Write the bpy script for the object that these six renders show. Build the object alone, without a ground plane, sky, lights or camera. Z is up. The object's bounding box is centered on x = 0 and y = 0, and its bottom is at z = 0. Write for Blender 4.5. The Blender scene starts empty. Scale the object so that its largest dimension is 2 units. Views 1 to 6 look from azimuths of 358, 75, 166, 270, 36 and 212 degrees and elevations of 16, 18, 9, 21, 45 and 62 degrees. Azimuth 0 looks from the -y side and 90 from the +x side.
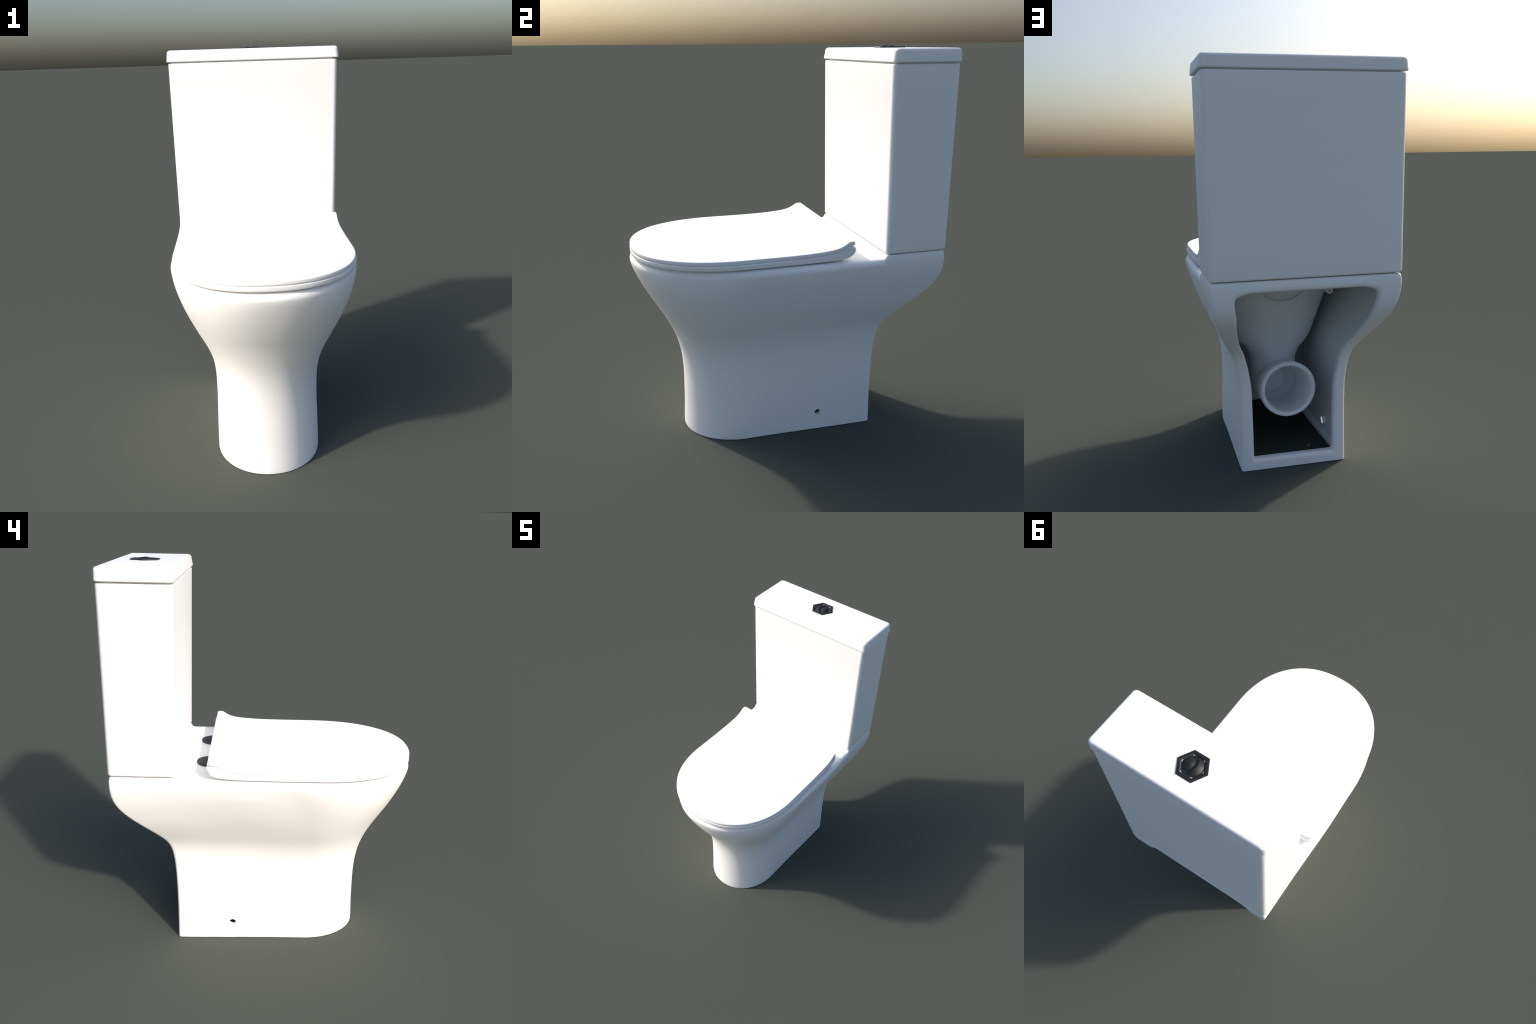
import bpy, bmesh, math
from mathutils import Vector

# ------------------------------------------------------------------ helpers
def interp(table, t):
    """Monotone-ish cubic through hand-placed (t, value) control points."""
    n = len(table)
    if t <= table[0][0]: return table[0][1]
    if t >= table[-1][0]: return table[-1][1]
    def slope(i):
        if i == 0 or i == n - 1:
            return 0.0 if n < 3 else ((table[1][1]-table[0][1])/(table[1][0]-table[0][0]) if i == 0
                                      else (table[-1][1]-table[-2][1])/(table[-1][0]-table[-2][0]))
        a = (table[i][1]-table[i-1][1])/(table[i][0]-table[i-1][0])
        b = (table[i+1][1]-table[i][1])/(table[i+1][0]-table[i][0])
        if a*b <= 0: return 0.0
        return 2*a*b/(a+b)
    for i in range(n-1):
        t0, v0 = table[i]; t1, v1 = table[i+1]
        if t0 <= t <= t1:
            h = t1-t0; s = (t-t0)/h
            m0, m1 = slope(i)*h, slope(i+1)*h
            return ((2*s**3-3*s*s+1)*v0 + (s**3-2*s*s+s)*m0 + (-2*s**3+3*s*s)*v1 + (s**3-s*s)*m1)

def smoothstep(a, b, t):
    t = min(1, max(0, (t-a)/(b-a)))
    return t*t*(3-2*t)

def half_outline(W, Wb, yf, yb, ys, n, rc, inset=0.0, side=28, nose=44, belly=0.0):
    """Right half of a horizontal section: back centre -> back corner -> side -> round nose.
    W: half width at ys, Wb: half width at the back, n: superellipse exponent of the nose."""
    W -= inset; Wb -= inset; yf += inset; yb -= inset
    rc = max(rc - 0.4*inset, 0.002)
    pts = [(Wb-rc)*k/6 for k in range(6)]
    pts = [(x, yb) for x in pts]
    for k in range(7):
        a = math.pi/2*(1-k/6)
        pts.append((Wb-rc+rc*math.cos(a), yb-rc+rc*math.sin(a)))
    y0 = yb-rc
    for k in range(1, side+1):
        s = k/side
        y = y0+(ys-y0)*s
        e = smoothstep(0, 1, min(1, s*1.15))
        pts.append((Wb+(W-Wb)*e+belly*math.sin(math.pi*s**1.8)**2, y))
    for k in range(1, nose+1):
        a = math.pi/2*k/nose
        pts.append((W*math.cos(a)**(2/n), ys-(ys-yf)*math.sin(a)**(2/n)))
    pts[-1] = (0.0, yf)
    return pts

def loft(rows):
    """rows: lists of (x,y,z) half sections (x>=0, first and last on x=0).
    Mirrors, skins, and closes both ends with ladders."""
    bm = bmesh.new()
    R, L = [], []
    for row in rows:
        r, l = [], []
        for (x, y, z) in row:
            v = bm.verts.new((x, y, z)); r.append(v)
            l.append(v if abs(x) < 1e-7 else bm.verts.new((-x, y, z)))
        R.append(r); L.append(l)
    def face(*vs):
        u = []
        for v in vs:
            if v not in u: u.append(v)
        if len(u) > 2:
            try: bm.faces.new(u)
            except ValueError: pass
    N = len(rows[0])
    for j in range(len(rows)-1):
        for i in range(N-1):
            face(R[j][i], R[j][i+1], R[j+1][i+1], R[j+1][i])
            face(L[j][i+1], L[j][i], L[j+1][i], L[j+1][i+1])
    for i in range(N-1):
        face(R[0][i], L[0][i], L[0][i+1], R[0][i+1])
        face(L[-1][i], R[-1][i], R[-1][i+1], L[-1][i+1])
    bmesh.ops.recalc_face_normals(bm, faces=bm.faces)
    return bm

def tube(profile, centre, axis='Z', segs=64):
    """Closed lathe: profile of (radius, height) around an axis."""
    bm = bmesh.new()
    rings = []
    for (r, h) in profile:
        if r < 1e-6:
            rings.append([bm.verts.new((0, 0, h))]*segs)
        else:
            rings.append([bm.verts.new((r*math.cos(2*math.pi*k/segs), r*math.sin(2*math.pi*k/segs), h)) for k in range(segs)])
    for a, b in zip(rings[:-1], rings[1:]):
        for k in range(segs):
            u = []
            for v in (a[k], a[(k+1) % segs], b[(k+1) % segs], b[k]):
                if v not in u: u.append(v)
            if len(u) > 2: bm.faces.new(u)
    for v in bm.verts:
        x, y, z = v.co
        if axis == 'Y': v.co = (x, z, -y)
        if axis == 'X': v.co = (z, y, -x)
        v.co += Vector(centre)
    bmesh.ops.recalc_face_normals(bm, faces=bm.faces)
    return bm

def to_object(bm, name, mat=None, angle=35, smooth=True):
    me = bpy.data.meshes.new(name)
    bm.to_mesh(me); bm.free()
    ob = bpy.data.objects.new(name, me)
    bpy.context.scene.collection.objects.link(ob)
    if mat: me.materials.append(mat)
    if smooth:
        for p in me.polygons: p.use_smooth = True
        if angle < 180: me.set_sharp_from_angle(angle=math.radians(angle))
    return ob

def apply_modifiers(ob):
    dg = bpy.context.evaluated_depsgraph_get()
    me = bpy.data.meshes.new_from_object(ob.evaluated_get(dg))
    old = ob.data
    ob.modifiers.clear(); ob.data = me
    bpy.data.meshes.remove(old)

def subtract(ob, cutters):
    for c in cutters:
        m = ob.modifiers.new('cut', 'BOOLEAN')
        m.operation = 'DIFFERENCE'; m.object = c; m.solver = 'EXACT'
    apply_modifiers(ob)

def drop(*obs):
    for o in obs:
        me = o.data
        bpy.data.objects.remove(o, do_unlink=True)
        bpy.data.meshes.remove(me)

# ---------------------------------------------------------------- materials
def material(name, base, other, rough, scale, spec=0.5, coat=0.0, bump=0.0):
    m = bpy.data.materials.new(name); m.use_nodes = True
    nt = m.node_tree; b = nt.nodes['Principled BSDF']
    tc = nt.nodes.new('ShaderNodeTexCoord')
    nz = nt.nodes.new('ShaderNodeTexNoise')
    nz.inputs['Scale'].default_value = scale; nz.inputs['Detail'].default_value = 3
    rp = nt.nodes.new('ShaderNodeValToRGB')
    rp.color_ramp.elements[0].position = .3; rp.color_ramp.elements[0].color = (*base, 1)
    rp.color_ramp.elements[1].position = .7; rp.color_ramp.elements[1].color = (*other, 1)
    nt.links.new(tc.outputs['Object'], nz.inputs['Vector'])
    nt.links.new(nz.outputs['Fac'], rp.inputs['Fac'])
    nt.links.new(rp.outputs['Color'], b.inputs['Base Color'])
    b.inputs['Roughness'].default_value = rough
    b.inputs['Specular IOR Level'].default_value = spec
    b.inputs['Coat Weight'].default_value = coat
    if bump:
        bp = nt.nodes.new('ShaderNodeBump'); bp.inputs['Strength'].default_value = bump
        n2 = nt.nodes.new('ShaderNodeTexNoise'); n2.inputs['Scale'].default_value = 400
        nt.links.new(tc.outputs['Object'], n2.inputs['Vector'])
        nt.links.new(n2.outputs['Fac'], bp.inputs['Height'])
        nt.links.new(bp.outputs['Normal'], b.inputs['Normal'])
    return m

CERAMIC = material('white_glazed_ceramic', (.99, .99, .99), (.995, .995, .995), .5, 2.0)
SEAT_WHITE = material('white_seat_plastic', (.99, .99, .99), (.995, .995, .995), .5, 3.0)
BLACK = material('black_plastic', (.011, .011, .012), (.013, .013, .014), .5, 30.0, bump=.03)

# --------------------------------------------------- pedestal control curves
WIDTH = [(0, .259), (.15, .257), (.3, .254), (.4, .2555), (.45, .259), (.5, .2655), (.55, .278), (.6, .297),
         (.65, .323), (.7, .348), (.75, .371), (.8, .393), (.85, .413), (.9, .431), (.94, .4445), (.972, .4535), (1.03, .460)]
BACK_WIDTH = [(0, .270), (.15, .2695), (.3, .269), (.4, .269), (.45, .272), (.5, .2775), (.55, .287), (.6, .303),
              (.65, .331), (.7, .359), (.75, .385), (.8, .405), (.85, .423), (.9, .437), (.95, .447), (1.03, .451)]
FRONT = [(0, -.525), (.15, -.518), (.3, -.516), (.4, -.5215), (.45, -.529), (.5, -.540), (.55, -.556), (.6, -.577),
         (.65, -.602), (.7, -.629), (.75, -.660), (.8, -.688), (.85, -.715), (.9, -.738), (.94, -.755), (.972, -.765), (1.03, -.769)]
BACK = [(0, .462), (.15, .4615), (.3, .464), (.4, .468), (.45, .471), (.5, .476), (.55, .484), (.6, .500), (.65, .537),
        (.7, .589), (.75, .642), (.8, .693), (.85, .731), (.9, .751), (.95, .758), (1.03, .760)]
NOSE_START = [(0, -.22), (.4, -.195), (.6, -.235), (.8, -.232), (.9, -.205), (.97, -.14), (1.03, -.09)]
NOSE_POWER = [(0, 2.06), (.4, 2.15), (.6, 2.14), (.8, 2.19), (.9, 2.19), (.97, 2.15), (1.03, 2.13)]
BELLY = [(0, 0), (.6, 0), (.68, .002), (.75, .006), (.82, .008), (.9, .008), (.95, .005), (1.03, .003)]
SHELF_Z, LEDGE_Z = 1.003, 1.021           # seat shelf, and the raised ledge under the cistern

def fair(table, z):
    """Control curve faired over +-4 cm so the flanks show no knuckles."""
    w = (1, 3, 4, 3, 1)
    return sum(wk*interp(table, z+(k-2)*.020) for k, wk in enumerate(w))/12

def top_z(y): return SHELF_Z+(LEDGE_Z-SHELF_Z)*smoothstep(.430, .443, y)

def body_section(z, inset=0.0):
    return half_outline(fair(WIDTH, z), fair(BACK_WIDTH, z), fair(FRONT, z), fair(BACK, z),
                        fair(NOSE_START, z), fair(NOSE_POWER, z), .014, inset, 130, 44, interp(BELLY, z))

def pedestal_solid():
    rows = []
    rows.append([(x, y, -.006) for x, y in body_section(0)])
    zr = .972
    z = .016
    while z < zr:
        rows.append([(x, y, z) for x, y in body_section(z)]); z += .012
    r = .03
    for k in range(9):                                   # rounded rim
        a = math.pi/2*k/8
        sec0 = body_section(zr, 0)
        sec1 = body_section(zr, r*(1-math.cos(a)))
        row = []
        for (x0, y0), (x1, y1) in zip(sec0, sec1):
            # the ledge below the cistern has a tighter edge than the bowl rim
            t = smoothstep(.428, .444, y0)
            f = 1-.62*t
            x = x0+(x1-x0)*f; y = y0+(y1-y0)*f
            row.append((x, y, zr+(top_z(y)-zr)*math.sin(a)**(1-.4*t)))
        rows.append(row)
    return rows

# ---------------------------------------------------------- rear cavity
OPENING = [(-.1, .205), (.1, .206), (.4, .212), (.5, .224), (.61, .252), (.685, .286), (.79, .316), (.85, .325),
           (.90, .334), (.93, .336), (.945, .330), (.956, .317), (.963, .298), (.966, .27)]
WALL = .009
def cavity_rows():
    """Hollow behind the thin ceramic wall; a foot flange at the floor, a deep frame at the back."""
    rows = []
    for z, ins in [(-.05, .029), (.012, .029), (.022, .025), (.034, WALL)]:
        rows.append((z, ins))
    n = 70
    for k in range(1, n+1):
        rows.append((.034+(.955-.034)*k/n, WALL))
    rows += [(.966, .016), (.974, .024), (.979, .036), (.981, .05)]
    out = []
    for z, ins in rows:
        zz = max(0, z)
        out.append([(x, y, z) for x, y in half_outline(interp(WIDTH, zz), interp(BACK_WIDTH, zz), interp(FRONT, zz),
                    interp(BACK, zz)-.036, interp(NOSE_START, zz), interp(NOSE_POWER, zz), .02, ins, 40, 44, interp(BELLY, zz))])
    return out
def opening_rows(grow=0.0, depth=.16):
    """Rear opening as a prism along y; grown copies that bite less deep round its lip."""
    lo, hi = .056, .966
    rows = []
    for k in range(61):
        z = lo+(hi-lo)*k/60
        w = interp(OPENING, z)+grow
        zz = z-grow*(1-2*smoothstep(.3, .7, z))
        b = interp(BACK, zz)
        rows.append([(x, y, zz) for x, y in half_outline(w, w, b-depth, 1.0, b-depth+.01, 12, .003, 0, 10, 12)])
    return rows

# --------------------------------------------------------- bowl and trap
#        z,   half width, front y, back y
BOWL = [(.985, .395, -.715, .285), (.93, .385, -.700, .275), (.84, .352, -.640, .254), (.74, .305, -.540, .232),
        (.66, .266, -.440, .208), (.60, .238, -.360, .190), (.55, .205, -.310, .175), (.50, .152, -.240, .162), (.45, .127, -.190, .155),
        (.34, .120, -.170, .16), (.25, .114, -.150, .15), (.185, .06, -.08, .12)]
def bowl_rows(shrink, z_lo, z_hi=None):
    tw = sorted((b[0], b[1]) for b in BOWL); tf = sorted((b[0], b[2]) for b in BOWL); tb = sorted((b[0], b[3]) for b in BOWL)
    rows = []
    top = .985 if z_hi is None else z_hi
    n = 44
    for k in range(n+1):
        z = z_lo+(top-z_lo)*k/n
        w = interp(tw, z)-shrink; f = interp(tf, z)+shrink; b = interp(tb, z)-shrink
        mid = (f+b)/2; h = (b-f)/2
        row = []
        for i in range(49):
            a = math.pi/2-math.pi*i/48
            row.append((w*abs(math.cos(a))**.80 if i not in (0, 48) else 0.0, mid+h*math.sin(a), z))
        rows.append(row)
    return rows

# ------------------------------------------------------------------- build
root = bpy.data.objects.new('toilet', None)
bpy.context.scene.collection.objects.link(root)
root['label'] = 'white close coupled ceramic toilet with closed lid and black flush button'
root['category'] = 'toilet'

HOLE_Y, HOLE_Z = .163, .098

pedestal = to_object(loft(pedestal_solid()), 'pedestal', CERAMIC)
cut_a = to_object(loft(cavity_rows()), 'cut_a')
cut_b = [to_object(loft(opening_rows()), 'cut_b')]
LIP = .022
for depth in (.001, .0022, .004, .0065, .009, .0125, .0165):
    cut_b.append(to_object(loft(opening_rows(LIP-math.sqrt(LIP**2-(LIP-depth)**2), depth)), 'cut_b'))
basin_cut = to_object(loft(bowl_rows(.027, .45, 1.2)), 'cut_c')
holes = [to_object(tube([(0, -.08), (.018, -.06), (.018, .06), (0, .08)], (s*.26, HOLE_Y, HOLE_Z), 'X', 40), 'cut_d') for s in (-1, 1)]
subtract(pedestal, [cut_a, *cut_b, basin_cut])
rm = pedestal.modifiers.new('remesh', 'REMESH'); rm.mode = 'VOXEL'; rm.voxel_size = .004
sm = pedestal.modifiers.new('smooth', 'SMOOTH'); sm.factor = .5; sm.iterations = 6
apply_modifiers(pedestal)
for v in pedestal.data.vertices:              # ground the foot flat and crisp
    v.co.z = max(v.co.z, 0.0)
subtract(pedestal, holes)
pedestal.data.materials.clear(); pedestal.data.materials.append(CERAMIC)
for p in pedestal.data.polygons: p.use_smooth = True
pedestal.data.set_sharp_from_angle(angle=math.radians(50))
drop(cut_a, *cut_b, basin_cut, *holes)

# bowl: outside seen through the open back, basin hidden below the lid
bowl = to_object(loft(bowl_rows(0, .185)), 'bowl', CERAMIC)
basin = to_object(loft(bowl_rows(.055, .46, 1.2)), 'cut_e')
inlet = to_object(tube([(0, -.03), (.160, -.03), (.165, .10), (0, .10)], (0, .252, .968), 'Y', 48), 'cut_f')
def outlet_bend(bm):
    """The outlet drops towards the trap: shear z along y."""
    for v in bm.verts: v.co.z -= .20*max(0, .330-v.co.y)
    return bm
bore = to_object(outlet_bend(tube([(0, -.17), (.07, -.165), (.098, -.12), (.106, -.092), (.118, -.09), (.118, .25), (0, .25)], (0, .12, .368), 'Y', 48)), 'cut_h')
subtract(bowl, [basin, inlet, bore])
for p in bowl.data.polygons: p.use_smooth = True
bowl.data.set_sharp_from_angle(angle=math.radians(40))
bowl.data.materials.clear(); bowl.data.materials.append(CERAMIC)
drop(basin, inlet, bore)

# outlet pipe: swept ring with rounded lip
outlet = to_object(outlet_bend(tube([(.118, -.05), (.124, .05), (.136, .12), (.144, .20), (.147, .262), (.145, .270), (.139, .274),
                         (.130, .273), (.124, .268), (.121, .22), (.116, .10), (.111, -.05), (.118, -.05)],
                        (0, .085, .367), 'Y', 72)), 'outlet_pipe', CERAMIC, angle=50)

# fixing sleeves around the side screw holes
sleeves = []
for s in (-1, 1):
    sl = to_object(tube([(.0184, -.010), (.0215, -.010), (.0225, -.009), (.0225, .009), (.0184, .009), (.0184, -.010)],
                        (s*.247, HOLE_Y, HOLE_Z), 'X', 40), 'fixing_sleeve', CERAMIC, angle=40)
    sleeves.append(sl)

# small bolt lugs beside the bowl, high in the cavity
lugs = []
for s in (-1, 1):
    lg = to_object(tube([(0, -.07), (.018, -.07), (.018, .062), (.015, .066), (.008, .066), (.007, .05), (0, .05)], (s*.272, .15, .842), 'Y', 32),
                   'bolt_lug', CERAMIC, angle=40)
    lugs.append(lg)

# -------------------------------------------------------------- cistern
def block(sections, r, seg=8):
    """Loft of rounded rectangles (w, y0, y1, z)."""
    rows = []
    for (w, y0, y1, z, rr) in sections:
        row = [(0, y1, z)]
        for k in range(seg+1):
            a = math.pi/2*(1-k/seg)
            row.append((w-rr+rr*math.cos(a), y1-rr+rr*math.sin(a), z))
        for k in range(seg+1):
            a = -math.pi/2*k/seg
            row.append((w-rr+rr*math.cos(a), y0+rr+rr*math.sin(a), z))
        row.append((0, y0, z))
        rows.append(row)
    return loft(rows)

def rounded_block(lo, hi, r_lo, r_hi, rc):
    """lo / hi: (w, y0, y1, z); rounded bottom and top edges, tapered walls."""
    S = []
    def at(z):
        t = (z-lo[3])/(hi[3]-lo[3])
        return [lo[i]+(hi[i]-lo[i])*t for i in range(3)]
    for k in range(7):
        a = math.pi/2*k/6
        z = lo[3]+r_lo*(1-math.cos(a)) if False else lo[3]+r_lo-r_lo*math.cos(a)
        d = r_lo-r_lo*math.sin(a)
        w, y0, y1 = at(z); S.append((w-d, y0+d, y1-d, z, max(rc-d*.5, .004)))
    for k in range(1, 8):
        z = lo[3]+r_lo+(hi[3]-r_hi-lo[3]-r_lo)*k/8
        w, y0, y1 = at(z); S.append((w, y0, y1, z, rc))
    for k in range(9):
        a = math.pi/2*k/8
        z = hi[3]-r_hi+r_hi*math.sin(a)
        d = r_hi-r_hi*math.cos(a)
        w, y0, y1 = at(z); S.append((w-d, y0+d, y1-d, z, max(rc-d*.5, .004)))
    return block(S, rc)

cistern = to_object(rounded_block((.449, .4385, .761, 1.026), (.458, .425, .761, 1.918), .010, .006, .022),
                    'cistern', CERAMIC, angle=60)
cistern_lid = to_object(rounded_block((.467, .419, .764, 1.925), (.461, .429, .763, 1.986), .006, .014, .022),
                        'cistern_lid', CERAMIC, angle=60)
# inner rim that carries the lid and closes the shadow gap
lid_rim = to_object(rounded_block((.440, .440, .742, 1.905), (.440, .440, .742, 1.935), .002, .002, .015),
                    'lid_rim', CERAMIC, angle=60)
# foam-like seal in the joint between cistern and ledge
joint = to_object(rounded_block((.405, .480, .722, 1.012), (.405, .480, .722, 1.035), .002, .002, .015),
                  'cistern_seal', CERAMIC, angle=60)

# ------------------------------------------------------- seat and its lid
KICK = [(-.80, 0), (-.10, 0), (.031, .0018), (.093, .0048), (.156, .010), (.2, .0185), (.222, .0275), (.241, .039), (.255, .0465), (.30, .047)]
def kick(y): return interp(KICK, y)
LID_LO = 1.0365
def lid_section(inset): return half_outline(.430, .430, -.758, .282, -.26, 2.22, .010, inset, 60, 60)
rows = []
for (ins, h) in [(.010, 0), (.003, 0), (.0009, .0006), (0, .002), (0, .008), (.0004, .0150), (.0012, .0175), (.0030, .0192), (.0060, .0198), (.012, .020), (.06, .020)]:
    sec = lid_section(ins)
    rows.append([(x, y, LID_LO+h+kick(y)) for x, y in sec])
seat_lid = to_object(loft(rows), 'seat_lid', SEAT_WHITE, angle=60)

SEAT_BOTTOM = [(-.80, 0), (.04, 0), (.15, .0015), (.217, .006), (.25, .011), (.262, .016), (.274, .022), (.30, .034)]
def seat_rows():
    rows = []
    for t, ins in [(0, .020), (.005, .010), (.03, .0045), (.10, .0015), (.22, .0003), (.5, 0), (.7, 0), (.88, .0003), (.96, .0015), (.995, .004), (1, .012)]:
        # back edge bulges around mid height
        yb = .268+.024*math.sqrt(max(0, 1-(2*t-.9)**2))
        sec = half_outline(.435, .431, -.759, yb, -.25, 2.22, .02, ins, 60, 60)
        row = []
        for x, y in sec:
            lo = 1.0095+interp(SEAT_BOTTOM, y); hi = 1.0355+kick(y)
            row.append((x, y, lo+(hi-lo)*t))
        rows.append(row)
    return rows
seat = to_object(loft(seat_rows()), 'seat', SEAT_WHITE, angle=60)
hole = to_object(loft([[(x, y, z) for x, y in half_outline(.27, .24, -.56, .13, -.12, 2.1, .12)] for z in (.9, 1.2)]), 'cut_g')
subtract(seat, [hole]); drop(hole)
seat.data.materials.clear(); seat.data.materials.append(SEAT_WHITE)
for p in seat.data.polygons: p.use_smooth = True
seat.data.set_sharp_from_angle(angle=math.radians(50))

# hinge cover discs on the shelf
caps = []
cap_src = to_object(tube([(0, 0), (.067, 0), (.068, .001), (.068, .0085), (.0672, .0100), (.066, .0105), (0, .0105)],
                         (0, 0, 0), 'Z', 72), 'hinge_cap', BLACK, angle=40)
for s in (-1, 1):
    o = cap_src if s < 0 else cap_src.copy()
    if s > 0: bpy.context.scene.collection.objects.link(o)
    o.location = (s*.169, .288, SHELF_Z-.0002)
    caps.append(o)

# ------------------------------------------------------------ flush button
BX, BY, BZ = 0.0, .610, 1.986
def hex_ring():
    prof = [(.055, -.010), (.0785, -.010), (.0795, -.002), (.0795, .0025), (.0770, .0055), (.0635, .0055), (.0580, .0020), (.0565, -.010)]
    bm = bmesh.new(); rings = []
    for r, h in prof:
        rings.append([bm.verts.new((r*math.cos(math.pi/3*k), r*math.sin(math.pi/3*k), h)) for k in range(6)])
    m = len(prof)
    for j in range(m):
        a, b = rings[j], rings[(j+1) % m]
        for k in range(6): bm.faces.new((a[k], a[(k+1) % 6], b[(k+1) % 6], b[k]))
    bmesh.ops.recalc_face_normals(bm, faces=bm.faces)
    return bm
plate = to_object(hex_ring(), 'flush_plate', BLACK, smooth=False)
plate.location = (BX, BY, BZ)
dark_disc = to_object(tube([(0, 0), (.0535, 0), (.0535, .0012), (0, .0012)], (BX, BY, BZ-.0005), 'Z', 48), 'button_dark_disc', BLACK, angle=40)  # flat black disc on the lid top, gives the dark ring seen between dome and hexagon

def split_dome(radius, rise, rings=40, segs=96):
    """Dual-flush dome: a large lens and a crescent with a curved valley between them."""
    def height(x, y):
        r2 = (x*x+y*y)/(radius*radius)
        z = rise*(1-r2)
        d = math.hypot(x-.049, y)-.052           # signed distance to the dividing arc
        if d > 0: z -= .0095*(1-smoothstep(0, .019, d))*(1-r2**3)
        else: z -= .0095*(1-min(1, -d/.040))**2*(1-r2**3)
        return z
    bm = bmesh.new(); prev = None
    c = bm.verts.new((0, 0, height(0, 0)))
    for j in range(1, rings+3):
        if j <= rings: r = radius*j/rings; z = None
        else: r = radius; z = -.004*(j-rings)**2
        ring = []
        for k in range(segs):
            x, y = r*math.cos(2*math.pi*k/segs), r*math.sin(2*math.pi*k/segs)
            ring.append(bm.verts.new((x, y, height(x, y) if z is None else z)))
        for k in range(segs):
            if prev is None: bm.faces.new((c, ring[k], ring[(k+1) % segs]))
            else: bm.faces.new((prev[k], ring[k], ring[(k+1) % segs], prev[(k+1) % segs]))
        prev = ring
    bm.faces.new(prev[::-1])
    bmesh.ops.recalc_face_normals(bm, faces=bm.faces)
    return bm
button = to_object(split_dome(.049, .0164), 'flush_button', BLACK, angle=60)
button.location = (BX, BY, BZ)

for o in [pedestal, bowl, outlet, cistern, cistern_lid, lid_rim, joint, seat_lid, seat, plate, dark_disc, button]+sleeves+caps+lugs:
    o.parent = root
for o, p in [(plate, cistern_lid), (dark_disc, cistern_lid), (button, cistern_lid), (lid_rim, cistern_lid)]:
    o.parent = p
